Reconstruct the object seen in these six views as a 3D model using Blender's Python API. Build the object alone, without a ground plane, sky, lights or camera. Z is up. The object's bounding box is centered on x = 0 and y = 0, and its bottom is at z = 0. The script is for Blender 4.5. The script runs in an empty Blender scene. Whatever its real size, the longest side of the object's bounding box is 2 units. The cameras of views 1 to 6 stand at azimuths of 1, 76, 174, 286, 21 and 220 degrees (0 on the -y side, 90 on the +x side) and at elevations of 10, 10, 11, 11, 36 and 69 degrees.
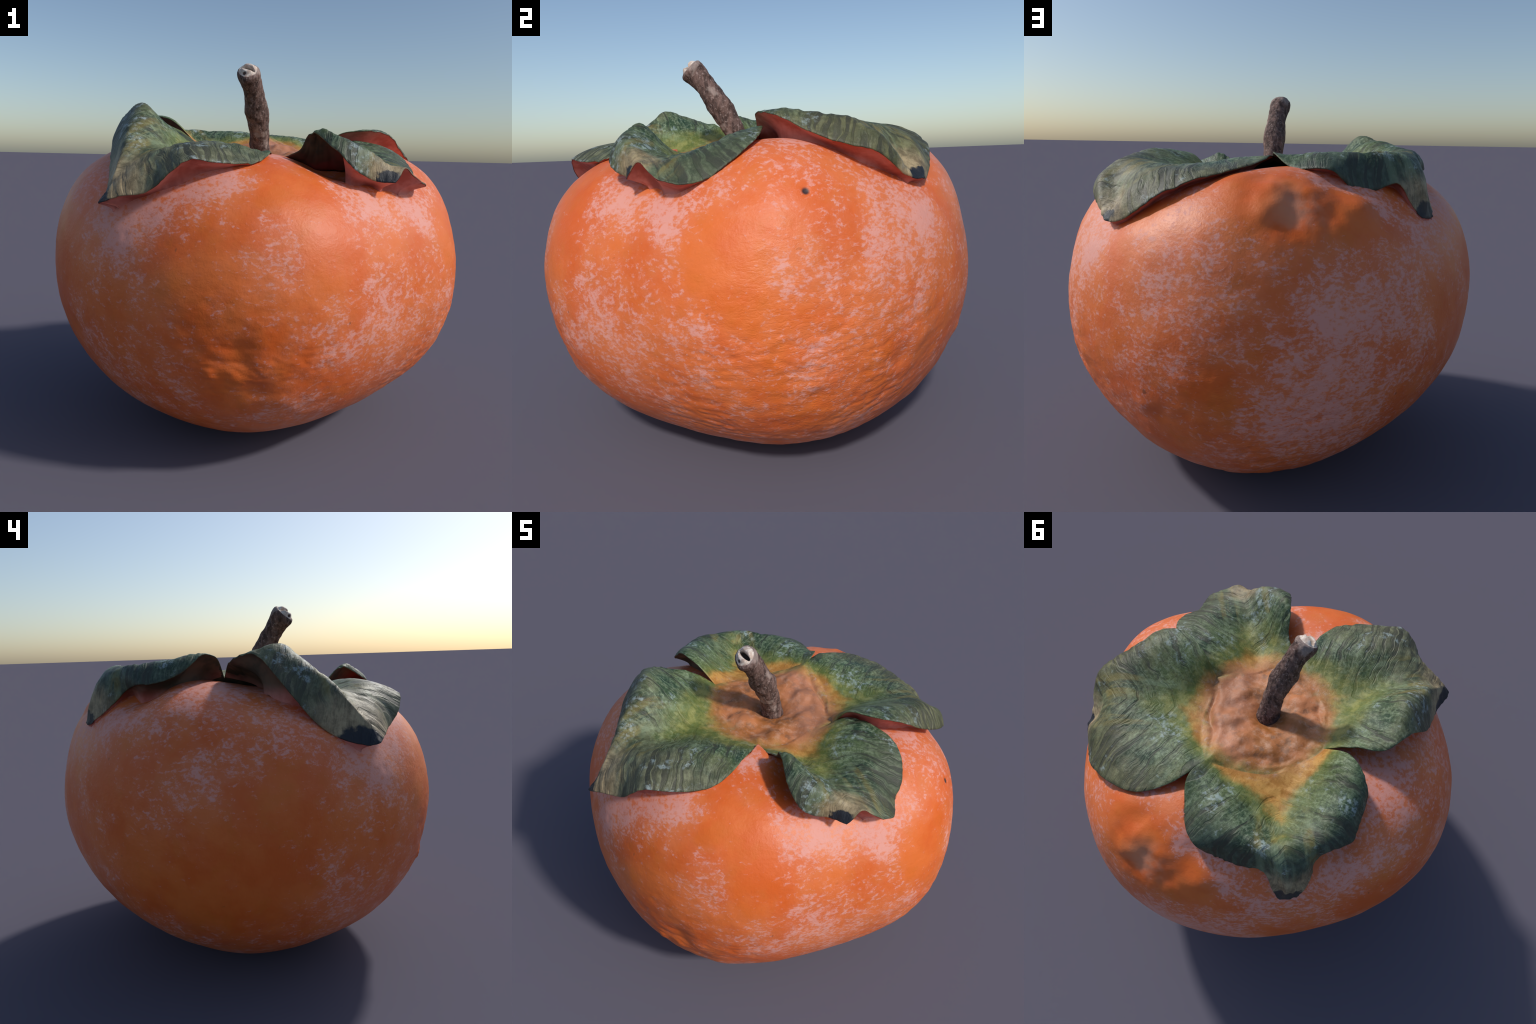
"""A ripe persimmon: lobed waxy fruit, four curled leathery sepals around a woody disc, and a cut stem."""
import bpy, math
import numpy as np
from mathutils import Vector, noise
from mathutils.bvhtree import BVHTree

# ------------------------------------------------------------------ helpers
def spline(knots, values, where):
    """natural cubic spline through values (n, ...) at knots, read at where"""
    x, y, q = np.asarray(knots, float), np.asarray(values, float), np.asarray(where, float)
    n, h = len(x), np.diff(np.asarray(knots, float))
    flat = y.reshape(n, -1)
    A, B = np.eye(n), np.zeros_like(flat)
    for i in range(1, n - 1):
        A[i, i - 1], A[i, i], A[i, i + 1] = h[i - 1], 2 * (h[i - 1] + h[i]), h[i]
        B[i] = 6 * ((flat[i + 1] - flat[i]) / h[i] - (flat[i] - flat[i - 1]) / h[i - 1])
    m = np.linalg.solve(A, B)
    i = np.clip(np.searchsorted(x, q) - 1, 0, n - 2)
    a, b, d = (x[i + 1] - q)[:, None], (q - x[i])[:, None], h[i][:, None]
    out = (m[i] * a**3 + m[i + 1] * b**3) / (6 * d) + (flat[i] / d - m[i] * d / 6) * a + (flat[i + 1] / d - m[i + 1] * d / 6) * b
    return out.reshape((len(q),) + y.shape[1:])


def step(x, lo, hi):
    t = np.clip((x - lo) / (hi - lo), 0, 1)
    return t * t * (3 - 2 * t)


def perlin(points, scale, seed=0.0, octaves=1, rough=0.5):
    scale = np.asarray(scale, float) * np.ones(3)
    p = np.asarray(points) * scale + np.array([seed, seed * 1.7, -seed])
    total, amp = np.zeros(len(p)), 1.0
    for _ in range(octaves):
        total += amp * np.array([noise.noise(Vector(v)) for v in p])
        p, amp = p * 2.03 + 11.1, amp * rough
    return total


def mesh_object(name, verts, faces, materials, parent, face_material=None, normals=None):
    me = bpy.data.meshes.new(name)
    me.from_pydata([tuple(v) for v in verts], [], faces)
    for m in materials:
        me.materials.append(m)
    if face_material is not None:
        me.polygons.foreach_set("material_index", np.asarray(face_material, np.int32))
    me.polygons.foreach_set("use_smooth", np.ones(len(faces), bool))
    me.update()
    if normals is not None:
        me.normals_split_custom_set_from_vertices([tuple(n) for n in normals])
    ob = bpy.data.objects.new(name, me)
    bpy.context.scene.collection.objects.link(ob)
    ob.parent = parent
    return ob


class Nodes:
    """short-hand for building shader trees"""
    def __init__(self, name):
        self.mat = bpy.data.materials.new(name)
        self.mat.use_nodes = True
        self.tree = self.mat.node_tree
        self.tree.nodes.clear()
        self.coords = self.add("ShaderNodeTexCoord").outputs["Object"]

    def add(self, kind, **settings):
        node = self.tree.nodes.new(kind)
        for k, v in settings.items():
            setattr(node, k, v)
        return node

    def put(self, socket, value):
        if hasattr(value, "is_output"):
            self.tree.links.new(value, socket)
        elif isinstance(value, (tuple, list)) and len(value) == 3 and socket.type == "RGBA":
            socket.default_value = (*value, 1)
        else:
            socket.default_value = value

    def math(self, op, *args, clamp=False):
        n = self.add("ShaderNodeMath", operation=op, use_clamp=clamp)
        for s, v in zip(n.inputs, args):
            self.put(s, v)
        return n.outputs[0]

    def sum(self, *args):
        out = args[0]
        for a in args[1:]:
            out = self.math("ADD", out, a)
        return out

    def mul(self, a, b):
        return self.math("MULTIPLY", a, b)

    def vec(self, op, *args, out=0):
        n = self.add("ShaderNodeVectorMath", operation=op)
        for s, v in zip([s for s in n.inputs if s.type == "VECTOR"], args):
            self.put(s, v)
        return n.outputs["Value"] if op in ("DISTANCE", "LENGTH", "DOT_PRODUCT") else n.outputs[0]

    def mapped(self, vector, location=(0, 0, 0), rotation=(0, 0, 0), scale=(1, 1, 1), kind="POINT"):
        n = self.add("ShaderNodeMapping", vector_type=kind)
        self.put(n.inputs["Vector"], vector)
        n.inputs["Location"].default_value = location
        n.inputs["Rotation"].default_value = rotation
        n.inputs["Scale"].default_value = scale
        return n.outputs[0]

    def noise(self, scale, vector=None, detail=4.0, rough=0.55, distort=0.0, out="Fac"):
        n = self.add("ShaderNodeTexNoise")
        self.put(n.inputs["Vector"], self.coords if vector is None else vector)
        for k, v in (("Scale", scale), ("Detail", detail), ("Roughness", rough), ("Distortion", distort)):
            n.inputs[k].default_value = v
        return n.outputs[out]

    def ramp(self, value, lo, hi, a=0.0, b=1.0):
        n = self.add("ShaderNodeMapRange", interpolation_type="SMOOTHSTEP")
        for s, v in zip(n.inputs, (value, lo, hi, a, b)):
            self.put(s, v)
        return n.outputs[0]

    def mix(self, factor, a, b, blend="MIX"):
        n = self.add("ShaderNodeMix", data_type="RGBA", blend_type=blend)
        self.put(n.inputs[0], factor)
        self.put(n.inputs[6], a)
        self.put(n.inputs[7], b)
        return n.outputs[2]

    def blob(self, centre, radius, vector=None, soft=1.0):
        """1 inside a ball, fading to 0 at its edge"""
        d = self.vec("DISTANCE", self.coords if vector is None else vector, centre)
        return self.ramp(d, radius * (1 - soft), radius, 1.0, 0.0)

    def split(self, vector):
        n = self.add("ShaderNodeSeparateXYZ")
        self.put(n.inputs[0], vector)
        return n.outputs

    def join(self, x, y, z):
        n = self.add("ShaderNodeCombineXYZ")
        for s, v in zip(n.inputs, (x, y, z)):
            self.put(s, v)
        return n.outputs[0]

    def bump(self, height, strength, distance=0.01, normal=None):
        n = self.add("ShaderNodeBump")
        self.put(n.inputs["Height"], height)
        n.inputs["Strength"].default_value = strength
        n.inputs["Distance"].default_value = distance
        if normal is not None:
            self.put(n.inputs["Normal"], normal)
        return n.outputs[0]

    def finish(self, colour, roughness, normal=None, specular=0.5, sheen=0.0):
        p = self.add("ShaderNodeBsdfPrincipled")
        self.put(p.inputs["Base Color"], colour)
        self.put(p.inputs["Roughness"], roughness)
        p.inputs["Specular IOR Level"].default_value = specular
        p.inputs["Sheen Weight"].default_value = sheen
        if normal is not None:
            self.put(p.inputs["Normal"], normal)
        o = self.add("ShaderNodeOutputMaterial")
        self.tree.links.new(p.outputs[0], o.inputs[0])
        return self.mat


# ------------------------------------------------------------------ shape data
CORE = np.array([0.0, 0.0, 0.70])            # middle of the fruit
# cross-sections of the fruit: distance of the skin from the middle, every 22.5 degrees round (from +x), per latitude
LATITUDES = {
    -90: (0.702,) * 16,
    -75: (0.727, 0.729, 0.729, 0.725, 0.719, 0.712, 0.709, 0.711, 0.715, 0.716, 0.714, 0.709, 0.707, 0.709, 0.715, 0.722),
    -60: (0.778, 0.783, 0.786, 0.782, 0.769, 0.749, 0.735, 0.740, 0.759, 0.772, 0.769, 0.760, 0.753, 0.750, 0.755, 0.767),
    -45: (0.842, 0.845, 0.849, 0.855, 0.833, 0.796, 0.776, 0.786, 0.816, 0.837, 0.835, 0.837, 0.835, 0.815, 0.802, 0.819),
    -30: (0.917, 0.906, 0.910, 0.923, 0.903, 0.857, 0.830, 0.848, 0.888, 0.903, 0.895, 0.902, 0.911, 0.878, 0.851, 0.882),
    -15: (0.976, 0.941, 0.938, 0.972, 0.956, 0.904, 0.879, 0.902, 0.962, 0.958, 0.934, 0.950, 0.956, 0.920, 0.893, 0.942),
    0: (0.992, 0.969, 0.966, 0.998, 0.983, 0.943, 0.915, 0.938, 0.991, 0.993, 0.968, 0.982, 0.985, 0.944, 0.916, 0.977),
    15: (1.005, 0.985, 0.982, 1.007, 1.003, 0.964, 0.937, 0.968, 1.016, 1.017, 0.986, 0.992, 0.998, 0.952, 0.921, 0.989),
    30: (1.008, 0.961, 0.970, 1.019, 1.015, 0.973, 0.944, 0.975, 1.019, 1.004, 0.960, 0.965, 0.970, 0.924, 0.896, 0.961),
    45: (0.911, 0.850, 0.867, 0.938, 0.958, 0.919, 0.898, 0.917, 0.931, 0.901, 0.862, 0.866, 0.867, 0.835, 0.823, 0.872),
    60: (0.714, 0.690, 0.706, 0.759, 0.801, 0.809, 0.808, 0.806, 0.790, 0.760, 0.739, 0.736, 0.734, 0.722, 0.717, 0.724),
    75: (0.615, 0.608, 0.615, 0.636, 0.662, 0.683, 0.694, 0.695, 0.687, 0.675, 0.663, 0.656, 0.651, 0.645, 0.637, 0.627),
    90: (0.625,) * 16,
}
PRICK = (0.886, -0.035, 1.160)               # an insect's prick in the skin
# lumps (+) and dents (-) of the skin: place, radius, height
LUMPS = [
    ((0.08, 0.77, 1.34), 0.070, 0.014), ((0.12, 0.85, 1.27), 0.055, 0.014), ((0.01, 0.80, 1.32), 0.055, -0.007),
    ((0.12, 0.69, 1.36), 0.070, -0.008), ((-0.24, 0.746, 1.26), 0.060, 0.014), ((0.04, 0.87, 1.23), 0.070, -0.010),
    ((-0.12, 0.82, 1.25), 0.060, -0.012), ((-0.05, 0.76, 1.33), 0.05, 0.008), ((-0.33, 0.72, 1.22), 0.05, -0.008),
    ((-0.055, -0.973, 0.60), 0.090, -0.016), ((-0.153, -0.937, 0.515), 0.030, 0.010), ((-0.055, -0.943, 0.505), 0.040, 0.010),
    ((0.132, -0.871, 0.384), 0.080, 0.008), ((0.018, -0.922, 0.44), 0.050, -0.010), ((0.03, -0.97, 0.56), 0.05, 0.007),
    ((0.938, -0.033, 0.475), 0.04, -0.009), ((0.938, -0.033, 0.52), 0.05, 0.006), ((0.902, 0.32, 0.553), 0.06, -0.010),
    ((0.86, 0.42, 0.60), 0.07, 0.010), (PRICK, 0.016, -0.007),
    ((0.57, 0.76, 0.517), 0.05, 0.008), ((0.50, 0.80, 0.49), 0.04, -0.008), ((-0.495, -0.797, 1.01), 0.02, -0.002),
    ((0.31, -0.47, 1.29), 0.16, -0.07), ((-0.16, 0.67, 1.35), 0.09, -0.020), ((0.20, 0.68, 1.35), 0.11, 0.018), ((-0.60, 0.25, 1.34), 0.13, -0.05),
]

DISC_CENTRE = np.array([0.0, -0.035])
# control lines of each sepal, from disc to tip: margin, inner, rib, inner, margin (anticlockwise)
SEPALS = {}
# folded like a roof: crest towards the side, long black tip
SEPALS["front_left"] = dict(azimuth=-128, lines=(
        ((-.325, -.035, 1.385), (-.426, -.089, 1.455), (-.510, -.125, 1.468), (-.570, -.170, 1.485), (-.606, -.270, 1.500),
         (-.637, -.360, 1.420), (-.638, -.455, 1.305), (-.620, -.560, 1.190), (-.607, -.660, 1.140), (-.610, -.745, 1.125)),
        ((-.270, -.140, 1.350), (-.350, -.195, 1.390), (-.430, -.250, 1.445), (-.500, -.300, 1.510), (-.537, -.351, 1.536),
         (-.560, -.430, 1.468), (-.560, -.520, 1.388), (-.560, -.640, 1.280), (-.568, -.710, 1.200), (-.605, -.765, 1.130)),
        ((-.235, -.190, 1.338), (-.305, -.265, 1.355), (-.370, -.325, 1.410), (-.425, -.380, 1.462), (-.470, -.432, 1.480),
         (-.505, -.505, 1.425), (-.525, -.590, 1.362), (-.545, -.670, 1.272), (-.560, -.730, 1.200), (-.603, -.770, 1.131)),
        ((-.200, -.240, 1.325), (-.245, -.330, 1.318), (-.290, -.400, 1.322), (-.325, -.460, 1.326), (-.372, -.530, 1.330),
         (-.425, -.595, 1.334), (-.478, -.655, 1.306), (-.520, -.705, 1.245), (-.550, -.750, 1.195), (-.600, -.775, 1.132)),
        ((-.070, -.300, 1.305), (-.075, -.440, 1.332), (-.110, -.520, 1.360), (-.170, -.600, 1.372), (-.240, -.662, 1.371),
         (-.320, -.702, 1.352), (-.390, -.726, 1.310), (-.455, -.748, 1.256), (-.525, -.775, 1.185), (-.595, -.782, 1.132)),
        ((.060, -.360, 1.310), (.055, -.500, 1.342), (.030, -.650, 1.312), (-.060, -.750, 1.287), (-.190, -.825, 1.300),
         (-.260, -.848, 1.296), (-.335, -.838, 1.230), (-.430, -.800, 1.168), (-.508, -.797, 1.158), (-.588, -.785, 1.130))))
# small, cupped, its near side arched free of the fruit
SEPALS["front_right"] = dict(azimuth=-42, lines=(
        ((.060, -.360, 1.310), (.165, -.425, 1.335), (.200, -.470, 1.385), (.237, -.535, 1.420), (.290, -.610, 1.373),
         (.335, -.650, 1.335), (.395, -.660, 1.275), (.470, -.612, 1.235), (.520, -.597, 1.225), (.565, -.605, 1.225)),
        ((.150, -.270, 1.290), (.200, -.340, 1.300), (.235, -.420, 1.332), (.275, -.505, 1.415), (.325, -.555, 1.412),
         (.375, -.583, 1.392), (.425, -.600, 1.362), (.485, -.590, 1.325), (.535, -.575, 1.282), (.587, -.588, 1.252)),
        ((.200, -.190, 1.300), (.245, -.250, 1.275), (.300, -.330, 1.268), (.350, -.380, 1.278), (.405, -.420, 1.282),
         (.455, -.460, 1.302), (.500, -.490, 1.302), (.545, -.515, 1.292), (.580, -.538, 1.285), (.614, -.560, 1.282)),
        ((.265, -.120, 1.325), (.320, -.150, 1.342), (.390, -.180, 1.355), (.455, -.230, 1.354), (.520, -.268, 1.344),
         (.565, -.318, 1.330), (.595, -.370, 1.306), (.630, -.425, 1.282), (.655, -.480, 1.256), (.658, -.530, 1.250)),
        ((.315, -.048, 1.335), (.373, -.055, 1.385), (.460, -.068, 1.400), (.558, -.095, 1.390), (.645, -.135, 1.358),
         (.700, -.209, 1.307), (.718, -.290, 1.250), (.712, -.360, 1.210), (.732, -.450, 1.207), (.695, -.510, 1.232))))
# broad, with a rolled front lobe and a groove down to the tip
SEPALS["back_right"] = dict(azimuth=33, lines=(
        ((.315, -.048, 1.335), (.383, -.070, 1.425), (.470, -.095, 1.450), (.570, -.095, 1.452), (.664, -.038, 1.420),
         (.735, .060, 1.360), (.800, .165, 1.320), (.813, .250, 1.295), (.787, .341, 1.240), (.750, .400, 1.200)),
        ((.295, .000, 1.338), (.355, -.010, 1.390), (.440, -.010, 1.432), (.540, .010, 1.455), (.620, .060, 1.450),
         (.690, .130, 1.425), (.740, .200, 1.398), (.775, .285, 1.350), (.772, .360, 1.270), (.750, .420, 1.195)),
        ((.265, .075, 1.332), (.340, .090, 1.348), (.400, .145, 1.370), (.470, .190, 1.378), (.550, .208, 1.402),
         (.630, .220, 1.418), (.685, .255, 1.402), (.717, .322, 1.338), (.727, .385, 1.262), (.745, .440, 1.190)),
        ((.210, .175, 1.350), (.250, .215, 1.362), (.315, .285, 1.384), (.385, .345, 1.400), (.455, .375, 1.398),
         (.530, .378, 1.394), (.603, .385, 1.378), (.652, .405, 1.320), (.683, .432, 1.242), (.735, .470, 1.185)),
        ((.130, .270, 1.390), (.175, .320, 1.420), (.210, .410, 1.430), (.290, .475, 1.415), (.375, .505, 1.402),
         (.455, .515, 1.388), (.535, .520, 1.362), (.605, .515, 1.322), (.670, .500, 1.250), (.725, .495, 1.185)),
        ((.040, .340, 1.435), (.070, .455, 1.440), (.140, .570, 1.413), (.220, .635, 1.395), (.321, .657, 1.371),
         (.435, .656, 1.331), (.520, .635, 1.288), (.600, .590, 1.228), (.660, .545, 1.190), (.705, .515, 1.180))))
# dished, rolled over at the rim, tongue-like tip
SEPALS["back_left"] = dict(azimuth=135, lines=(
        ((.040, .340, 1.435), (.042, .455, 1.450), (-.020, .555, 1.400), (-.103, .628, 1.402), (-.170, .645, 1.385),
         (-.235, .628, 1.335), (-.338, .598, 1.318), (-.440, .558, 1.345), (-.495, .570, 1.270), (-.545, .593, 1.210)),
        ((-.060, .290, 1.390), (-.090, .370, 1.428), (-.140, .440, 1.456), (-.200, .490, 1.460), (-.270, .515, 1.464),
         (-.350, .520, 1.457), (-.430, .515, 1.445), (-.495, .525, 1.385), (-.535, .555, 1.290), (-.565, .585, 1.205)),
        ((-.200, .200, 1.358), (-.250, .260, 1.355), (-.310, .310, 1.355), (-.370, .360, 1.390), (-.420, .405, 1.422),
         (-.470, .435, 1.460), (-.515, .475, 1.440), (-.548, .512, 1.388), (-.568, .548, 1.306), (-.585, .575, 1.205)),
        ((-.265, .100, 1.362), (-.345, .130, 1.372), (-.420, .155, 1.405), (-.485, .185, 1.450), (-.535, .225, 1.472),
         (-.575, .270, 1.470), (-.575, .350, 1.462), (-.580, .420, 1.410), (-.590, .480, 1.310), (-.602, .555, 1.205)),
        ((-.310, .020, 1.372), (-.400, .020, 1.455), (-.465, .035, 1.498), (-.535, .065, 1.505), (-.590, .105, 1.478),
         (-.622, .215, 1.445), (-.628, .300, 1.430), (-.592, .382, 1.392), (-.600, .462, 1.292), (-.608, .542, 1.207)),
        ((-.325, -.035, 1.385), (-.407, -.040, 1.468), (-.473, -.034, 1.500), (-.550, .000, 1.500), (-.611, .049, 1.439),
         (-.655, .170, 1.390), (-.665, .240, 1.385), (-.600, .345, 1.355), (-.610, .440, 1.270), (-.615, .530, 1.210))))
# soft swellings of the disc round the stem: x, y, radius, height
MOUND = ((-.095, -.195, .058, .036), (-.150, -.085, .052, .036), (.085, -.235, .060, .032), (.165, -.055, .055, .032), (.110, .085, .055, .032),
         (.005, .150, .058, .032), (-.125, .070, .045, .014), (-.200, -.010, .045, .018), (.035, -.305, .026, .014), (.090, -.130, .045, .014))
SEPAL_THICKNESS = 0.014

# ------------------------------------------------------------------ materials
# where the waxy bloom lies thick (+) on the skin or is rubbed away (-): place, radius, weight
BLOOM = (
    ((-.15, -.76, 1.24), .20, .55), ((-.33, -.84, 1.16), .22, .50), ((-.50, -.82, 1.08), .24, .40),       # under the sepals
    ((.38, -.66, 1.20), .20, .55), ((.55, -.66, 1.15), .20, .60), ((.70, -.48, 1.14), .20, .55), ((.76, -.28, 1.16), .16, .35),
    ((.84, .25, 1.14), .16, .30), ((.80, .47, 1.08), .20, .50), ((.35, .70, 1.28), .14, .30), ((.62, .02, 1.36), .24, .50), ((.46, -.05, 1.38), .16, .70),
    ((-.12, .68, 1.35), .15, .55), ((-.32, .66, 1.28), .18, .60), ((-.55, .62, 1.14), .24, .50), ((-.70, .28, 1.25), .26, .45),
    ((-.66, -.06, 1.34), .28, .55), ((-.76, -.36, 1.18), .26, .35), ((.05, -.47, 1.33), .16, .45),
    ((-.60, -.76, .95), .30, .18), ((.86, .40, .92), .36, .22), ((.93, .15, .95), .24, .14), ((-.20, .90, .90), .50, .25), ((.15, .95, .80), .45, .18), ((.45, .85, .85), .35, .10),
    ((-.10, .88, .48), .50, .30), ((-.45, .78, 1.02), .34, .24), ((-.95, -.12, 1.03), .22, .18), ((.08, -.95, 1.00), .26, .14),
    ((.85, -.42, .66), .36, .14), ((.55, -.80, .72), .40, .16), ((.90, .10, .62), .42, .12), ((.0, .0, .0), .55, .22),
    ((.84, -.26, 1.10), .26, -.30), ((.88, -.33, .98), .22, -.20), ((.12, -.84, 1.16), .26, -.40), ((.30, -.92, .95), .26, -.26),
    ((-.93, -.20, .62), .48, -.40), ((-.85, .25, .85), .40, -.12), ((.06, .78, 1.30), .24, -.75), ((-.22, .77, 1.23), .17, -.60),
    ((.33, .68, 1.25), .16, -.20), ((-.68, .68, .88), .32, -.30), ((.32, .94, .66), .15, -.40), ((.0, -.95, .55), .34, -.20),
    ((-.30, -.92, .75), .40, -.10), ((-.85, -.45, 1.0), .28, -.12), ((.55, .80, .85), .3, -.05))


def skin_material(prick_at):
    g = Nodes("waxy_orange_skin")
    w = g.add("ShaderNodeVectorMath", operation="SCALE")
    g.put(w.inputs[0], g.vec("SUBTRACT", g.noise(7.0, detail=4, out="Color"), (0.5, 0.5, 0.5)))
    w.inputs["Scale"].default_value = 0.06
    warp = g.vec("ADD", g.coords, w.outputs[0])
    patch = g.math("SUBTRACT", g.noise(3.0, warp, detail=3), 0.5)
    mid = g.math("SUBTRACT", g.noise(11.0, g.coords, detail=4, rough=0.6), 0.5)
    fleck = g.math("SUBTRACT", g.noise(40.0, g.mapped(warp, rotation=(0.35, 0.25, 0), scale=(1, 1, 1.7)), detail=7, rough=0.68), 0.5)
    spray = g.math("SUBTRACT", g.noise(85.0, detail=4, rough=0.7), 0.5)
    density = -0.08
    for centre, radius, weight in BLOOM:
        density = g.math("ADD", density, g.mul(g.blob(centre, radius, warp), weight if weight < 0.3 else 0.12 + 0.6 * weight))
    amount = g.sum(g.mul(patch, 1.1), g.mul(mid, 1.2), g.mul(fleck, 2.5), g.mul(spray, 0.6), density)
    bloom = g.ramp(amount, -0.06, 0.42)
    haze = g.ramp(g.sum(density, g.mul(patch, 1.4), g.mul(mid, 0.8)), -0.42, 0.38)
    tone = g.noise(4.0, warp, detail=4, rough=0.6)
    orange = g.mix(g.ramp(tone, 0.36, 0.64), (0.67, 0.116, 0.014), (0.72, 0.158, 0.028))
    orange = g.mix(g.mul(g.ramp(g.noise(9.0, detail=4), 0.5, 0.7), 0.35), orange, (0.62, 0.15, 0.012))
    orange = g.mix(g.mul(haze, 0.40), orange, (0.74, 0.28, 0.165))
    colour = g.mix(g.mul(bloom, 0.64), orange, (0.73, 0.38, 0.345))
    # bruise on the back shoulder, insect prick, little scratches
    bruise = g.mul(g.blob((0.0, 0.82, 1.26), 0.17, warp), g.ramp(g.noise(9.0, detail=3), 0.38, 0.62))
    colour = g.mix(g.mul(bruise, 0.55), colour, (0.62, 0.34, 0.23))
    colour = g.mix(g.mul(g.blob((0.012, 0.80, 1.315), 0.05), 0.2), colour, (0.32, 0.20, 0.17))
    prick = g.blob(tuple(prick_at), 0.019, soft=0.6)
    colour = g.mix(prick, colour, (0.05, 0.025, 0.025))
    speck = g.ramp(g.noise(17.0, detail=1), 0.80, 0.83)
    colour = g.mix(g.mul(speck, 0.6), colour, (0.20, 0.07, 0.03))
    scratch = g.noise(1.0, g.mapped(warp, rotation=(0.5, 0.6, 0.2), scale=(60, 8, 30)), detail=2)
    colour = g.mix(g.mul(g.ramp(scratch, 0.74, 0.78), 0.35), colour, (0.35, 0.09, 0.02))
    # fine creases, strongest low on the sunny and back sides
    crease = g.noise(1.0, g.mapped(warp, rotation=(0.15, 0.1, 0), scale=(14, 14, 42)), detail=3, rough=0.6)
    crease = g.ramp(g.math("ABSOLUTE", g.math("SUBTRACT", crease, 0.5)), 0.0, 0.07)
    where = g.math("ADD", g.blob((0.85, 0.0, 0.62), 0.65), g.blob((0.0, 0.85, 0.45), 0.65), clamp=True)
    height = g.sum(g.mul(g.mul(crease, where), 0.45), g.mul(g.noise(60.0, detail=5, rough=0.65), 0.8), g.mul(fleck, 0.35))
    rough = g.ramp(bloom, 0, 1, 0.44, 0.62)
    return g.finish(colour, rough, g.bump(height, 0.32, 0.006), specular=0.40)


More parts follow.
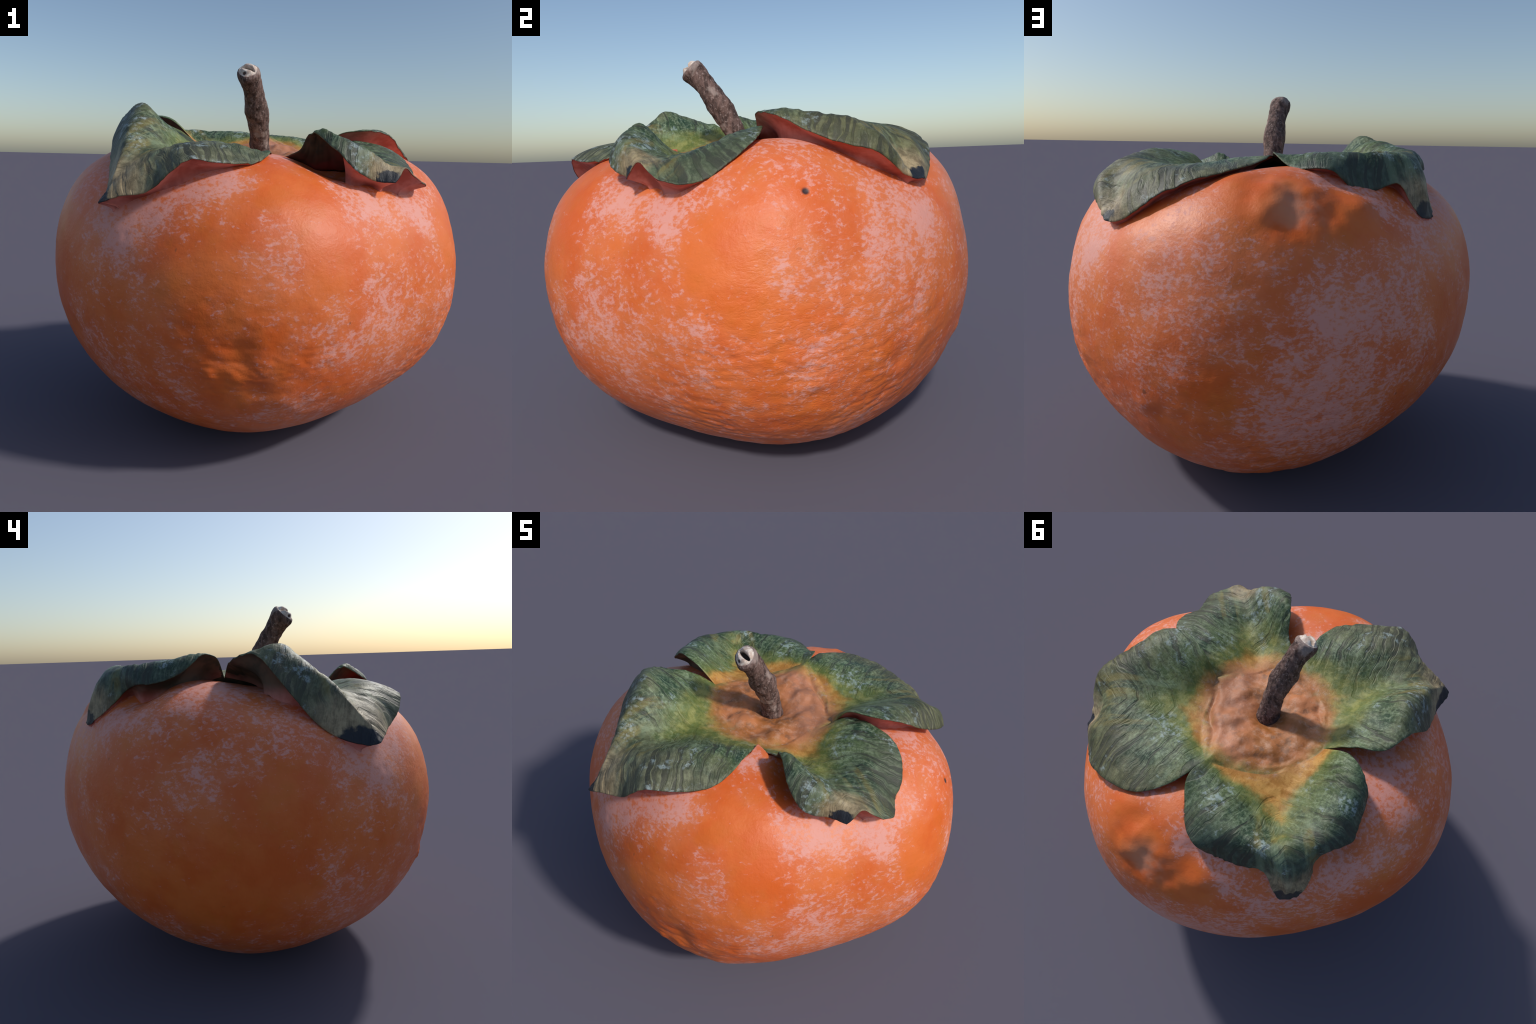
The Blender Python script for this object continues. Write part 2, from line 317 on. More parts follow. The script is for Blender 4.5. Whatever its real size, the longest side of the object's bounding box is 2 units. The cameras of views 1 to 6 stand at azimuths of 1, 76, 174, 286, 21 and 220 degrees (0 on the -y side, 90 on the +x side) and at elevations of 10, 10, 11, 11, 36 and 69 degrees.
def sepal_material(name, azimuth, tip, tip_size, dark, edge, rib, warmth=0.6, blade=True):
    """one leathery skin for disc and sepals; edge: colour of the drying rim, rib: how far the orange follows the rib"""
    g = Nodes(name)
    local = g.mapped(g.coords, location=(DISC_CENTRE[0], DISC_CENTRE[1], 0), rotation=(0, 0, math.radians(azimuth)), kind="TEXTURE")
    x, y, z = g.split(local)
    side = g.math("ABSOLUTE", y)
    radius = g.vec("LENGTH", g.join(x, y, 0.0))
    away_from_disc = g.ramp(radius, 0.30, 0.46) if blade else 0.0
    # veins leave the rib at a slant and run to the margin
    lane = g.sum(x, g.mul(side, -0.75), g.mul(g.noise(4.0, detail=3), 0.16))
    run = g.math("ADD", g.mul(x, 0.4), side)
    vein_space = g.join(g.mul(lane, 21.0), g.mul(run, 2.6), g.mul(z, 3.0))
    veins = g.noise(1.0, vein_space, detail=3, rough=0.6, distort=0.4)
    thin = g.noise(4.0, vein_space, detail=5, rough=0.7)
    cloud = g.noise(6.0, detail=4, rough=0.6)
    mottle = g.noise(17.0, detail=6, rough=0.7)
    grain = g.noise(62.0, detail=5, rough=0.7)
    green = g.mix(g.ramp(cloud, 0.36, 0.64), (0.020, 0.054, 0.026), (0.100, 0.142, 0.048))
    green = g.mix(g.mul(g.ramp(mottle, 0.48, 0.68), 0.75), green, (0.19, 0.26, 0.14))
    green = g.mix(g.mul(g.ramp(thin, 0.48, 0.66), 0.55), green, (0.27, 0.34, 0.21))
    green = g.mix(g.mul(g.ramp(grain, 0.50, 0.66), 0.42), green, (0.30, 0.37, 0.25))
    green = g.mix(g.mul(g.ramp(grain, 0.49, 0.36), 0.65), green, (0.014, 0.030, 0.016))
    # the drying rim
    rim = g.sum(radius, g.mul(g.math("SUBTRACT", cloud, 0.5), 0.55), g.mul(side, 0.25))
    green = g.mix(g.mul(g.ramp(rim, 0.54, 0.80), 0.75), green, g.mix(g.ramp(mottle, 0.40, 0.62), edge, tuple(min(1, 2.4 * c) for c in edge)))
    # dark veins and waxy bloom
    line = g.ramp(g.math("ABSOLUTE", g.math("SUBTRACT", veins, 0.50)), 0.0, 0.055, 1.0, 0.0)
    line = g.mul(line, g.ramp(mottle, 0.34, 0.56))
    broad = g.mul(g.ramp(veins, 0.50, 0.40), g.ramp(grain, 0.30, 0.50, 0.55, 1.0))
    green = g.mix(g.mul(g.math("MAXIMUM", g.mul(line, 0.30), g.mul(g.mul(broad, g.ramp(mottle, 0.36, 0.58, 0.45, 1.0)), 0.85)), away_from_disc), green, (0.030, 0.030, 0.022))
    wax = g.mul(g.ramp(g.noise(5.0, detail=5, rough=0.7), 0.55, 0.66), g.ramp(g.noise(40.0, detail=4, rough=0.7), 0.46, 0.62))
    green = g.mix(g.mul(wax, 0.6), green, (0.36, 0.45, 0.46))
    # yellow-green heart, orange along the rib, then the orange disc
    wob = g.mul(g.math("SUBTRACT", g.noise(10.0, detail=5, rough=0.6), 0.5), 0.30)
    lean = g.mul(g.mul(side, 1.1), away_from_disc)
    heart = g.sum(radius, wob, lean)
    streak = g.noise(1.0, g.join(g.mul(x, 3.0), g.mul(y, 22.0), g.mul(z, 3.0)), detail=4, rough=0.6)
    by_rib = g.mul(g.ramp(side, 0.22, 0.05), g.ramp(streak, 0.46, 0.64))
    green = g.mix(g.mul(by_rib, g.mul(away_from_disc, 0.40)), green, g.mix(g.ramp(cloud, 0.42, 0.58), (0.34, 0.25, 0.05), (0.30, 0.40, 0.24)))
    green = g.mix(g.mul(g.ramp(heart, warmth + 0.06, warmth - 0.18), 0.75), green, g.mix(g.ramp(mottle, 0.4, 0.62), (0.110, 0.140, 0.020), (0.27, 0.26, 0.06)))
    warm = g.mix(g.ramp(g.noise(7.0, detail=5, rough=0.65), 0.38, 0.64), (0.34, 0.118, 0.026), (0.50, 0.185, 0.072))
    warm = g.mix(g.mul(g.ramp(g.noise(24.0, detail=5, rough=0.65), 0.48, 0.68), 0.50), warm, (0.56, 0.33, 0.22))
    warm = g.mix(g.mul(g.ramp(g.noise(13.0, detail=5, rough=0.65), 0.48, 0.36), 0.55), warm, (0.14, 0.075, 0.045))
    px, py, pz = g.split(g.coords)
    warm = g.mix(g.mul(g.ramp(g.sum(px, g.mul(py, 0.6), g.mul(cloud, 0.2)), 0.10, 0.26), 0.4), warm, (0.58, 0.26, 0.17))
    fuzz = g.mul(g.ramp(g.math("ABSOLUTE", g.math("SUBTRACT", radius, 0.29)), 0.10, 0.0), g.ramp(g.noise(18.0, detail=6, rough=0.75), 0.54, 0.68))
    ochre = g.mix(g.ramp(mottle, 0.4, 0.6), (0.40, 0.175, 0.028), (0.55, 0.29, 0.07))
    warm = g.mix(g.ramp(radius, 0.24, 0.36), warm, ochre)
    colour = g.mix(g.ramp(g.sum(radius, wob, g.mul(lean, 1.3)), rib + 0.05, rib - 0.10), green, warm)
    colour = g.mix(g.mul(fuzz, 0.45), colour, (0.50, 0.40, 0.36))
    # dried, then blackened tip
    away = g.vec("DISTANCE", g.coords, tip)
    away = g.math("ADD", away, g.mul(g.math("SUBTRACT", g.noise(16.0, detail=4), 0.5), 0.12))
    tan = g.mix(g.ramp(g.math("ADD", g.mul(thin, 0.4), g.mul(mottle, 0.6)), 0.38, 0.62), (0.17, 0.125, 0.07), (0.44, 0.34, 0.20))
    colour = g.mix(g.mul(g.ramp(away, tip_size * 2.9, tip_size * 1.3), 0.88), colour, tan)
    colour = g.mix(g.mul(g.ramp(away, tip_size, tip_size * 0.78), dark), colour, (0.014, 0.017, 0.024))
    height = g.sum(g.mul(grain, 0.45), g.mul(g.mul(g.sum(g.mul(broad, -0.5), g.mul(thin, 0.3)), away_from_disc), 1.0))
    return g.finish(colour, 0.52, g.bump(height, 0.50, 0.010), specular=0.42)


def underside_material():
    g = Nodes("sepal_underside")
    n = g.noise(7.0, detail=5, rough=0.6)
    streak = g.noise(20.0, detail=4)
    colour = g.mix(g.ramp(n, 0.40, 0.62), (0.30, 0.055, 0.045), (0.16, 0.055, 0.035))
    olive = g.mix(g.ramp(streak, 0.4, 0.65), (0.05, 0.05, 0.035), (0.10, 0.075, 0.045))
    z = g.split(g.coords)[2]
    y = g.split(g.coords)[1]
    front = g.ramp(g.math("ADD", g.mul(g.split(g.coords)[0], 1.0), g.mul(n, 0.15)), 0.46, 0.36)
    colour = g.mix(g.mul(front, g.ramp(z, 1.28, 1.36)), colour, olive)
    return g.finish(colour, 0.6, g.bump(streak, 0.3, 0.006), specular=0.3)


def lip_material():
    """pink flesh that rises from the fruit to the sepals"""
    g = Nodes("pink_lip")
    n = g.noise(9.0, detail=5, rough=0.6)
    colour = g.mix(g.ramp(n, 0.36, 0.64), (0.42, 0.115, 0.085), (0.60, 0.235, 0.195))
    dark_left_side = g.mul(g.ramp(g.split(g.coords)[0], -0.30, -0.42), g.ramp(g.split(g.coords)[2], 1.30, 1.38))
    colour = g.mix(dark_left_side, colour, g.mix(g.ramp(n, 0.4, 0.6), (0.055, 0.050, 0.035), (0.13, 0.085, 0.055)))
    return g.finish(colour, 0.6, g.bump(g.noise(50.0, detail=4), 0.3, 0.006), specular=0.3)


def bark_material():
    g = Nodes("stem_bark")
    stretch = g.mapped(g.coords, rotation=(0.45, 0, 0), scale=(1, 1, 0.25))
    grain = g.noise(48.0, stretch, detail=6, rough=0.65)
    spots = g.noise(75.0, detail=4, rough=0.7)
    colour = g.mix(g.ramp(grain, 0.36, 0.64), (0.052, 0.031, 0.027), (0.19, 0.118, 0.100))
    colour = g.mix(g.mul(g.ramp(spots, 0.52, 0.68), 0.6), colour, (0.40, 0.30, 0.27))
    colour = g.mix(g.mul(g.ramp(g.noise(9.0, detail=3), 0.60, 0.68), 0.5), colour, (0.45, 0.36, 0.32))
    return g.finish(colour, 0.75, g.bump(g.math("ADD", grain, g.mul(spots, 0.6)), 0.6, 0.012), specular=0.25)


def pith_material(frame_to_local):
    """cut wood: pale lips on both sides of a dark split, reddish bark ring"""
    g = Nodes("cut_wood")
    (ox, oy, oz), (ax, bx) = frame_to_local
    d = g.vec("SUBTRACT", g.coords, (ox, oy, oz))
    u, v = g.vec("DOT_PRODUCT", d, ax), g.vec("DOT_PRODUCT", d, bx)
    wob = g.mul(g.math("SUBTRACT", g.noise(40.0, detail=3), 0.5), 0.016)
    r = g.math("ADD", g.vec("LENGTH", g.join(u, v, 0.0)), wob)
    colour = g.mix(g.ramp(g.noise(60.0, detail=4), 0.4, 0.65), (0.52, 0.40, 0.33), (0.74, 0.66, 0.58))
    lens = g.math("SUBTRACT", 1.0, g.math("POWER", g.math("DIVIDE", g.math("ABSOLUTE", u), 0.036), 2.0))
    lens = g.mul(g.math("SQRT", g.math("MAXIMUM", lens, 0.0)), 0.0105)
    slit = g.math("SUBTRACT", g.math("ABSOLUTE", g.math("ADD", v, g.mul(wob, 0.3))), lens)
    colour = g.mix(g.ramp(slit, 0.002, -0.003), colour, (0.05, 0.042, 0.034))
    colour = g.mix(g.ramp(r, 0.042, 0.052), colour, (0.20, 0.115, 0.095))
    hole = g.vec("LENGTH", g.join(g.math("SUBTRACT", u, 0.004), g.mul(g.math("ADD", v, 0.034), 1.6), 0.0))
    colour = g.mix(g.ramp(hole, 0.011, 0.006), colour, (0.09, 0.055, 0.045))
    return g.finish(colour, 0.7, g.bump(g.noise(90.0, detail=4), 0.4, 0.006), specular=0.3)


# ------------------------------------------------------------------ thing
thing = bpy.data.objects.new("persimmon", None)
bpy.context.scene.collection.objects.link(thing)
thing["label"] = "ripe orange persimmon with green curled sepals and stem"
thing["category"] = "fruit"

# ------------------------------------------------------------------ calyx: disc and four sepals as one skin
ACROSS, ALONG, RINGS = 56, 72, 44
keys = list(SEPALS)
grids = []
for key in keys:
    lines = np.array(SEPALS[key]["lines"])                     # 5 lines x 10 stations x 3
    rows = lines.shape[1]
    # stations spaced by the mean length of the lines, so that the loft runs evenly
    gap = np.linalg.norm(np.diff(lines, axis=1), axis=2).mean(0)
    knots = np.concatenate([[0], np.cumsum(gap)]) / gap.sum()
    along = spline(knots, lines.transpose(1, 0, 2), np.linspace(0, 1, ALONG))   # ALONG x 5 x 3
    grid = np.empty((ALONG, ACROSS + 1, 3))
    for i, row in enumerate(along):
        w = np.sqrt(np.linalg.norm(np.diff(row, axis=0), axis=1)) + 0.02
        k = np.concatenate([[0], np.cumsum(w)]) / w.sum()
        base = np.linspace(0, 1, len(row))
        grid[i] = spline(base * 0.6 + k * 0.4, row, np.linspace(0, 1, ACROSS + 1))
    grids.append(grid)

top, top_faces, face_part = [], [], []
index = []
for s, grid in enumerate(grids):
    idx = np.empty((ALONG, ACROSS + 1), int)
    for i in range(ALONG):
        for j in range(ACROSS + 1):
            if i == 0 and j == 0 and s > 0:
                idx[i, j] = index[s - 1][0, ACROSS]
            elif i == 0 and j == ACROSS and s == 3:
                idx[i, j] = index[0][0, 0]
            else:
                idx[i, j] = len(top)
                top.append(grid[i, j])
    index.append(idx)
    for i in range(ALONG - 1):
        for j in range(ACROSS):
            top_faces.append((idx[i, j], idx[i + 1, j], idx[i + 1, j + 1], idx[i, j + 1]))
            face_part.append(s)
ring_out = np.concatenate([idx[0, :ACROSS] for idx in index])
rim = np.array([top[i] for i in ring_out])
N = len(ring_out)
theta = np.arctan2(rim[:, 1] - DISC_CENTRE[1], rim[:, 0] - DISC_CENTRE[0])
rings = [ring_out]
for k in range(1, RINGS):
    f = 1 - k / (RINGS - 0.6)
    xy = DISC_CENTRE + (rim[:, :2] - DISC_CENTRE) * f
    plane = 1.338 + 0.20 * xy[:, 1] - 0.06 * xy[:, 0]
    blend = step(np.full(N, f), 0.55, 1.0)
    r = np.linalg.norm(xy - DISC_CENTRE, axis=1)
    facing = lambda a, width: np.exp(-((np.angle(np.exp(1j * (theta - math.radians(a))))) / width) ** 2)
    well = -0.042 * np.exp(-(r / 0.066) ** 2)
    bumps = sum(h * np.exp(-(((xy - np.array([cx, cy])) / w) ** 2).sum(1)) for cx, cy, w, h in MOUND)
    # straight creases where each sepal folds off the square mound
    crease = 0
    for a, at, deep, rise in ((40, 0.258, 0.022, 0.012), (128, 0.240, 0.006, 0.004), (-138, 0.255, 0.008, 0.0)):
        along = 0.012 * np.sin(theta * 7) + (xy - DISC_CENTRE) @ np.array([math.cos(math.radians(a)), math.sin(math.radians(a))])
        crease = crease + facing(a, 0.60) * (rise * np.exp(-((along - at + 0.040) / 0.026) ** 2) - deep * np.exp(-((along - at) / 0.015) ** 2))
    folds = 0.004 * np.sin(r * 150 + 3 * np.sin(2 * theta)) * step(r, 0.24, 0.30) * facing(135, 0.40)
    z = plane * (1 - blend) + rim[:, 2] * blend + well + step(1 - f, 0.0, 0.12) * (bumps + crease + folds)
    ids = np.arange(len(top), len(top) + N)
    top.extend(np.column_stack([xy, z]))
    rings.append(ids)
for a, b in zip(rings[:-1], rings[1:]):
    for j in range(N):
        n = (j + 1) % N
        top_faces.append((b[j], a[j], a[n], b[n]))
        face_part.append(4)
hub = len(top)
top.append(np.array([*DISC_CENTRE, 1.28]))
for j in range(N):
    top_faces.append((hub, rings[-1][j], rings[-1][(j + 1) % N]))
    face_part.append(4)
top = np.array(top)
face_part = np.array(face_part)


def vertex_normals(verts, faces):
    me = bpy.data.meshes.new("scratch")
    me.from_pydata([tuple(v) for v in verts], [], faces)
    me.update()
    n = np.empty(len(verts) * 3, np.float32)
    me.vertices.foreach_get("normal", n)
    bpy.data.meshes.remove(me)
    return n.reshape(-1, 3).astype(float)


# relief: slanting veins on the sepals, wrinkles on the disc
normal = vertex_normals(top, top_faces)
lift = np.zeros(len(top))
for s, idx in enumerate(index):
    a = math.radians(SEPALS[keys[s]]["azimuth"])
    ids = np.unique(idx)
    d = top[ids, :2] - DISC_CENTRE
    x, y = d[:, 0] * math.cos(a) + d[:, 1] * math.sin(a), -d[:, 0] * math.sin(a) + d[:, 1] * math.cos(a)
    fade = step(np.hypot(x, y), 0.30, 0.45)
    lane = x - 0.75 * np.abs(y) + 0.05 * perlin(top[ids], 5, 3 + s)
    veins = perlin(np.column_stack([lane * 20, (np.abs(y) + 0.4 * x) * 3.5, np.full(len(ids), 5.0 * s)]), 1, 7, 2)
    lift[ids] += fade * 0.0075 * (0.45 - np.abs(veins) * 1.4) + 0.006 * fade * perlin(top[ids], 7, 20 + s, 2)
disc_ids = np.unique(np.concatenate(rings[1:]))
lift[disc_ids] += 0.008 * perlin(top[disc_ids], 13, 31, 2) + 0.0018 * perlin(top[disc_ids], 32, 37, 2)
top = top + normal * lift[:, None]
normal = vertex_normals(top, top_faces)

# underside: the same skin set back by the thickness, thinner at the margin
thick = np.full(len(top), SEPAL_THICKNESS)
for idx in index:
    edge = np.minimum(np.arange(ACROSS + 1), ACROSS - np.arange(ACROSS + 1)) / 6.0
    end = (ALONG - 1 - np.arange(ALONG)) / 6.0
    e = np.clip(np.minimum(edge[None, :], end[:, None]), 0, 1)
    thick[idx] = SEPAL_THICKNESS * (0.45 + 0.55 * e)
under = top - normal * thick[:, None]
count = len(top)
verts = [*top, *under]
faces = list(top_faces) + [tuple(i + count for i in reversed(f)) for f in top_faces]
parts = list(face_part) + list(face_part)
looks = [0] * len(top_faces) + [1] * len(top_faces)
skirts = []
for s, idx in enumerate(index):
    loop = [idx[i, 0] for i in range(ALONG)] + [idx[ALONG - 1, j] for j in range(1, ACROSS + 1)] + [idx[i, ACROSS] for i in range(ALONG - 2, -1, -1)]
    inner = [idx[min(i, ALONG - 2), 1] for i in range(ALONG)] + [idx[ALONG - 2, min(j, ACROSS - 1)] for j in range(1, ACROSS + 1)] + [idx[min(i, ALONG - 2), ACROSS - 1] for i in range(ALONG - 2, -1, -1)]
    mid = []
    for v, w in zip(loop, inner):
        out = top[v] - top[w]
        out /= max(np.linalg.norm(out), 1e-6)
        mid.append(len(verts))
        verts.append((top[v] + under[v]) / 2 + out * thick[v] * 0.45)
    for k in range(len(loop) - 1):
        a, b = loop[k], loop[k + 1]
        faces.append((a, mid[k], mid[k + 1], b))
        looks.append(0)
        faces.append((mid[k], a + count, b + count, mid[k + 1]))
        looks.append(1)
        parts += [s, s]
    skirts.append(([v + count for v in loop], [top[w] - top[v] for v, w in zip(loop, inner)]))
# ------------------------------------------------------------------ fruit body
AROUND, UP = 720, 380
lat = np.array(sorted(LATITUDES))
table = np.array([LATITUDES[a] for a in lat])
coef = np.fft.rfft(table, axis=1) / 16
phi = np.linspace(0, 2 * np.pi, AROUND, endpoint=False)
fine = np.full((len(lat), AROUND), 0.0)
for k in range(9):
    fine += (1 if k in (0, 8) else 2) * np.real(coef[:, k:k + 1] * np.exp(1j * k * phi)[None])
psi = np.linspace(-90, 90, UP + 2)[1:-1]
radius = spline(lat, fine, psi)
el = np.radians(psi)[:, None]
direction = np.stack([np.cos(el) * np.cos(phi), np.cos(el) * np.sin(phi), np.sin(el) * np.ones_like(phi)], -1).reshape(-1, 3)
skin = CORE + direction * radius.reshape(-1, 1)
push = np.zeros(len(skin))


def on_skin(point):
    """the skin vertex in the direction of a point, seen from the middle of the fruit"""
    way = np.array(point) - CORE
    return skin[(direction @ (way / np.linalg.norm(way))).argmax()]


for centre, size, height in LUMPS:
    d2 = ((skin - on_skin(centre)) ** 2).sum(1)
    push += height * np.exp(-d2 / (size * size) * 1.4)
near = lambda c, r: step(-np.linalg.norm(skin - np.array(c), axis=1), -r, -r * 0.4)
wrinkled = np.clip(near((0.80, 0.0, 0.45), 0.75) + near((0.1, 0.85, 0.35), 0.6) + 0.8 * near((0.0, -0.9, 0.5), 0.5), 0, 1)
push += 0.0035 * perlin(skin, 5, 1, 2)
push += 0.0022 * (0.35 + wrinkled) * perlin(skin, (15, 15, 22), 2, 2)
push -= 0.0040 * wrinkled * np.clip(0.16 - np.abs(perlin(skin + 0.02 * np.sin(skin[:, [1, 2, 0]] * 9), (9, 9, 30), 5, 1)), 0, 1) / 0.16 * step(perlin(skin, 4, 15), -0.1, 0.25)
bruised = near((0.0, 0.80, 1.27), 0.26)
push += 0.007 * bruised * perlin(skin, 11, 9, 2)
skin = skin + direction * push[:, None]
# the calyx is pressed into the shoulder: keep the skin just under it
tree = BVHTree.FromPolygons([tuple(v) for v in under], top_faces)
for i in np.nonzero((skin[:, 2] > 1.0) & (np.hypot(skin[:, 0], skin[:, 1]) < 0.98))[0]:
    hit = tree.ray_cast(Vector((skin[i, 0], skin[i, 1], 0.95)), Vector((0, 0, 1)))
    if hit[0] is not None:
        skin[i, 2] = min(skin[i, 2], hit[0].z - 0.006)
body_faces = []
for i in range(UP - 1):
    for j in range(AROUND):
        n = (j + 1) % AROUND
        body_faces.append((i * AROUND + j, i * AROUND + n, (i + 1) * AROUND + n, (i + 1) * AROUND + j))
south, north = len(skin), len(skin) + 1
skin = np.vstack([skin, skin[:AROUND].mean(0), skin[-AROUND:].mean(0)])
for j in range(AROUND):
    n = (j + 1) % AROUND
    body_faces.append((south, n, j))
    body_faces.append((north, (UP - 1) * AROUND + j, (UP - 1) * AROUND + n))
skin[:, 2] = np.maximum(skin[:, 2], 0.0)
mesh_object("fruit_body", skin, body_faces, [skin_material(on_skin(PRICK))], thing)

# ------------------------------------------------------------------ sepals: underside closes down onto the fruit
fruit = BVHTree.FromPolygons([tuple(v) for v in skin], body_faces)
DROP = 7
for s, (lower, inward) in enumerate(skirts):
    feet, known = [], []
    for place, v in enumerate(lower):
        p = np.array(verts[v])
        flat_way = np.array([*(grids[s].mean((0, 1))[:2] - p[:2]), 0.0])
        flat_way /= max(np.linalg.norm(flat_way), 1e-6)
        foot = None
        near_tip = keys[s] == "back_left" and abs(place - len(lower) / 2) < ACROSS / 2 + ALONG * 0.2
        roomy = keys[s] == "front_left" and place < ALONG * 0.5      # this side arches high off the fruit
        for reach in (0.03, 0.02, 0.01, 0.0) if near_tip else (0.17, 0.14, 0.11, 0.08, 0.05, 0.02, 0.0) if roomy else (0.09, 0.07, 0.05, 0.03, 0.015, 0.0):
            hit = fruit.ray_cast(Vector(p + flat_way * reach) + Vector((0, 0, 0.002)), Vector((0, 0, -1)))
            if hit[0] is not None and p[2] - 0.16 < hit[0].z < p[2]:
                foot = np.array(hit[0]) - np.array([0, 0, 0.016]) - p
                break
        known.append(foot is not None)
        feet.append(foot if foot is not None else flat_way * 0.02 - np.array([0, 0, 0.03]))
    feet, known, order = np.array(feet), np.array(known), np.arange(len(lower))
    feet = np.column_stack([np.interp(order, order[known], feet[known, c]) for c in range(3)])
    padded = np.pad(feet, ((7, 7), (0, 0)), mode="edge")
    feet = np.array([padded[k:k + 15].mean(0) for k in order])
    strip = []
    for place, v in enumerate(lower):
        # the front right sepal arches free of the fruit on its near side
        if (keys[s] == "front_right" and place < ALONG * 0.62) or min(place, len(lower) - 1 - place) < 2:
            continue
        p, foot = np.array(verts[v]), feet[place]
        level = np.array([foot[0], foot[1], 0.0])
        column = [v]
        for k in range(1, DROP + 1):
            t = k / DROP
            column.append(len(verts))
            verts.append(p + foot * t + level * 0.35 * math.sin(math.pi * t))
        strip.append(column)
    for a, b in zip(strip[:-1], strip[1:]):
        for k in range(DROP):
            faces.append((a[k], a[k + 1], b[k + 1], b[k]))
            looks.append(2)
            parts.append(s)
verts = np.array(verts)
parts, looks = np.array(parts), np.array(looks)
all_normals = vertex_normals(verts, faces)
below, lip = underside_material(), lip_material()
tips = {"front_left": ((-.605, -.70, 1.11), .105, 1.0, (0.075, 0.072, 0.042), 0.36, 0.64), "front_right": ((.555, -.605, 1.235), .055, 1.0, (0.050, 0.060, 0.035), 0.40),
        "back_right": ((.735, .475, 1.19), .062, 1.0, (0.072, 0.065, 0.030), 0.40), "back_left": ((-.575, .57, 1.20), .085, 0.9, (0.016, 0.026, 0.022), 0.53, 0.66)}
for s, key in enumerate(keys + ["disc"]):
    chosen = np.nonzero(parts == s)[0]
    used = np.unique(np.concatenate([faces[f] for f in chosen]))
    new = {v: i for i, v in enumerate(used)}
    if key == "disc":
        name, mat = "calyx_disc", sepal_material("calyx_disc_skin", 0, (9, 9, 9), 0.05, 0.0, (0.06, 0.07, 0.04), 0.36, blade=False)
    else:
        name, mat = "sepal", sepal_material("sepal_" + key, SEPALS[key]["azimuth"], *tips[key])
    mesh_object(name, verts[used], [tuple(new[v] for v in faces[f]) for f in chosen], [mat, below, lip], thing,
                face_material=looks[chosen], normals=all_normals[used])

# ------------------------------------------------------------------ stem
SPINE = np.array([(.002, -.036, 1.250), (.002, -.053, 1.320), (.000, -.094, 1.420), (-.011, -.149, 1.520), (-.028, -.202, 1.610), (-.047, -.249, 1.675), (-.054, -.266, 1.696)])
GIRTH = (0.066, 0.055, 0.048, 0.054, 0.047, 0.052, 0.050)
SIDES, LENGTH = 64, 120
cut_normal = np.array([-0.12, -0.68, 0.72])
cut_normal /= np.linalg.norm(cut_normal)
t = np.linspace(0, 1, LENGTH)
path, girth = spline(np.linspace(0, 1, 7), SPINE, t), spline(np.linspace(0, 1, 7), np.array(GIRTH), t)
tangent = np.gradient(path, axis=0)
tangent /= np.linalg.norm(tangent, axis=1)[:, None]
end_w = step(t, 0.80, 1.0)[:, None]
plane_n = tangent * (1 - end_w) + cut_normal * end_w
plane_n /= np.linalg.norm(plane_n, axis=1)[:, None]
side_axis = np.cross(plane_n, (0, 1, 0.3))
side_axis /= np.linalg.norm(side_axis, axis=1)[:, None]
other_axis = np.cross(plane_n, side_axis)
ang = np.linspace(0, 2 * np.pi, SIDES, endpoint=False)
ring_dir = side_axis[:, None] * np.cos(ang)[None, :, None] + other_axis[:, None] * np.sin(ang)[None, :, None]
stem = path[:, None] + ring_dir * girth[:, None, None]
flat = stem.reshape(-1, 3)
bulge = 0.004 * perlin(flat, 22, 4, 2) + 0.0025 * perlin(flat, (60, 60, 25), 8, 2)
for centre, size, height in (((.045, -.108, 1.548), .030, .014), ((-.062, -.190, 1.523), .032, .012), ((-.05, -.295, 1.650), .040, .010), ((.0, -.08, 1.53), .03, .006)):
    bulge += height * np.exp(-((flat - np.array(centre)) ** 2).sum(1) / size**2)
stem = (flat + ring_dir.reshape(-1, 3) * bulge[:, None]).reshape(LENGTH, SIDES, 3)
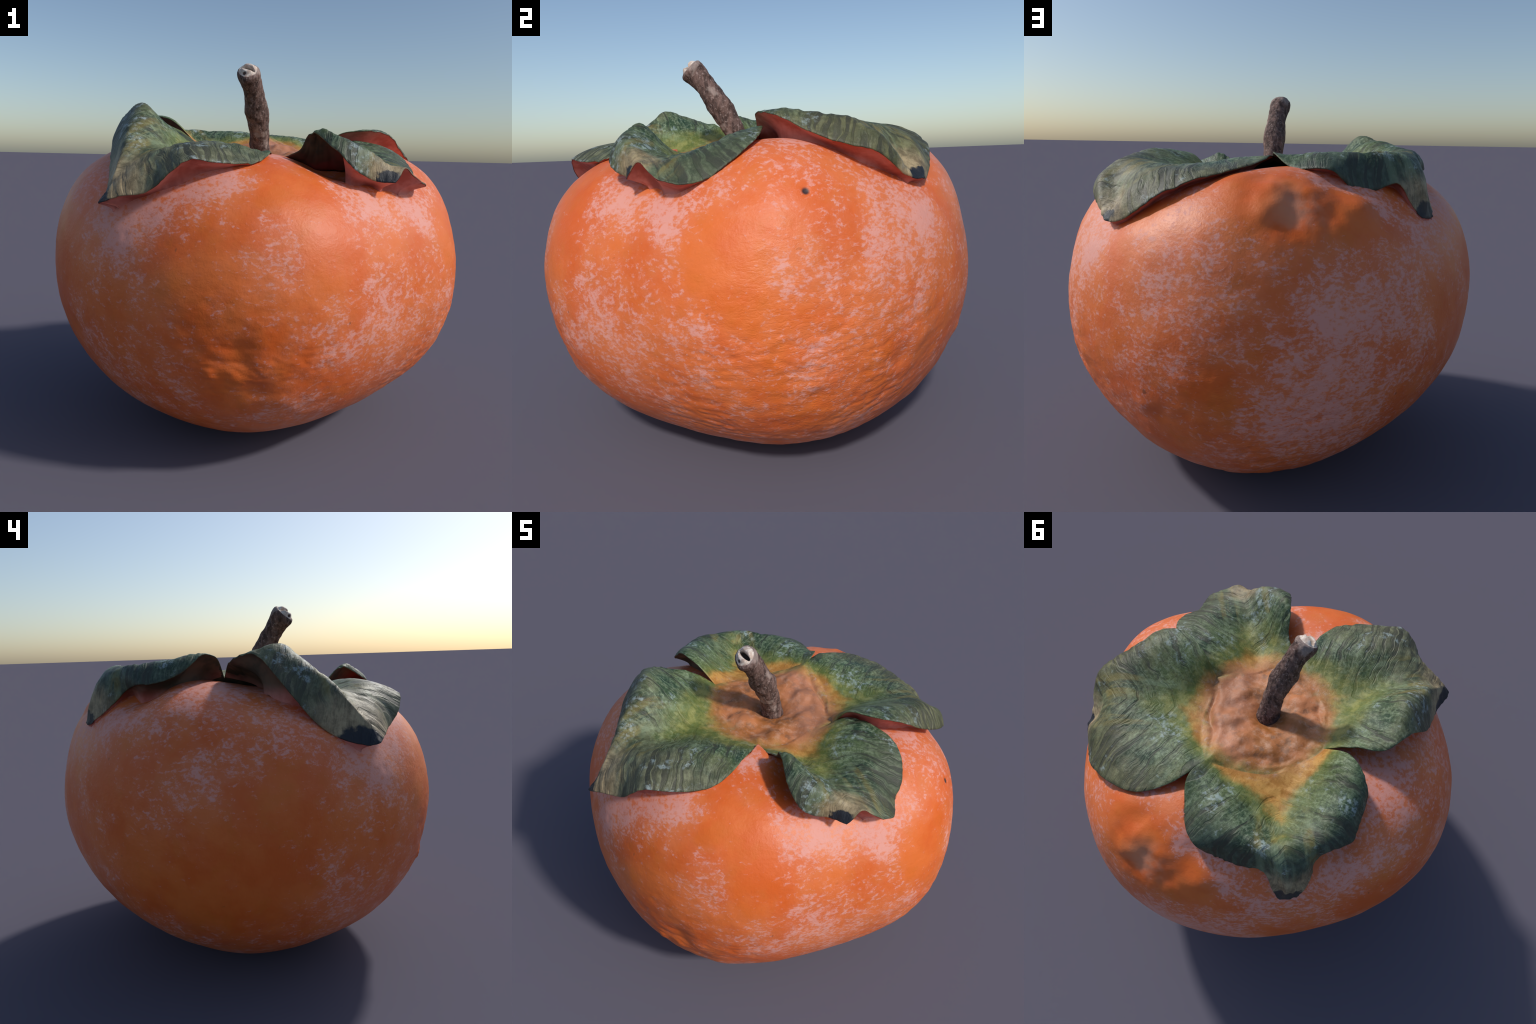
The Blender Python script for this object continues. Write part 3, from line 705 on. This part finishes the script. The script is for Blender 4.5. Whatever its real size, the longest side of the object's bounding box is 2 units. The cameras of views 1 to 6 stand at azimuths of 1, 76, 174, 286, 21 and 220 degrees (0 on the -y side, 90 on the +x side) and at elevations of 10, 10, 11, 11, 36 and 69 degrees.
# round the last rings over onto the cut
for k, (shrink, rise) in enumerate(((0.94, 0.004), (0.86, 0.006))):
    mid = stem[LENGTH - 1].mean(0)
    stem = np.concatenate([stem, (mid + (stem[LENGTH - 1] - mid) * shrink + cut_normal * rise)[None]])
rows = len(stem)
stem_faces = [(i * SIDES + j, i * SIDES + (j + 1) % SIDES, (i + 1) * SIDES + (j + 1) % SIDES, (i + 1) * SIDES + j) for i in range(rows - 1) for j in range(SIDES)]
stem_faces = [tuple(reversed(f)) for f in stem_faces]
bark = bark_material()
stem_ob = mesh_object("stem", stem.reshape(-1, 3), stem_faces, [bark], thing)

# cut end: two pale lips and a deep split
edge_ring = stem[-1]
mid = edge_ring.mean(0)
split_dir = np.array([0.82, -0.09, -0.56])
split_dir -= cut_normal * split_dir.dot(cut_normal)
split_dir /= np.linalg.norm(split_dir)
cross_dir = np.cross(cut_normal, split_dir)
cap, cap_faces, depth = [], [], 48
for k in range(depth):
    f = 1 - k / (depth - 0.5)
    p = mid + (edge_ring - mid) * f
    u, v = (p - mid) @ split_dir, (p - mid) @ cross_dir
    lens = 0.0105 * np.sqrt(np.clip(1 - (u / 0.036) ** 2, 0, 1))            # half width of the split
    inside = 1 - step(np.abs(v), lens * 0.6, lens * 1.15 + 0.001)
    lips = 0.018 * (1 - step(np.full(len(p), f), 0.55, 1.0)) * (0.5 + 0.5 * step(np.abs(v), 0.004, 0.018))
    groove = -0.030 * inside - 0.008 * np.exp(-((u - 0.004) / 0.008) ** 2 - ((v + 0.034) / 0.005) ** 2)
    cap.extend(p + cut_normal * (lips + groove)[:, None])
for k in range(depth - 1):
    for j in range(SIDES):
        n = (j + 1) % SIDES
        cap_faces.append((k * SIDES + n, k * SIDES + j, (k + 1) * SIDES + j, (k + 1) * SIDES + n))
cap.append(np.mean(cap[-SIDES:], axis=0))
for j in range(SIDES):
    cap_faces.append((len(cap) - 1, (depth - 1) * SIDES + (j + 1) % SIDES, (depth - 1) * SIDES + j))
mesh_object("cut_end", cap, cap_faces, [pith_material((tuple(mid), (tuple(split_dir), tuple(cross_dir))))], stem_ob)
bpy.context.view_layer.update()
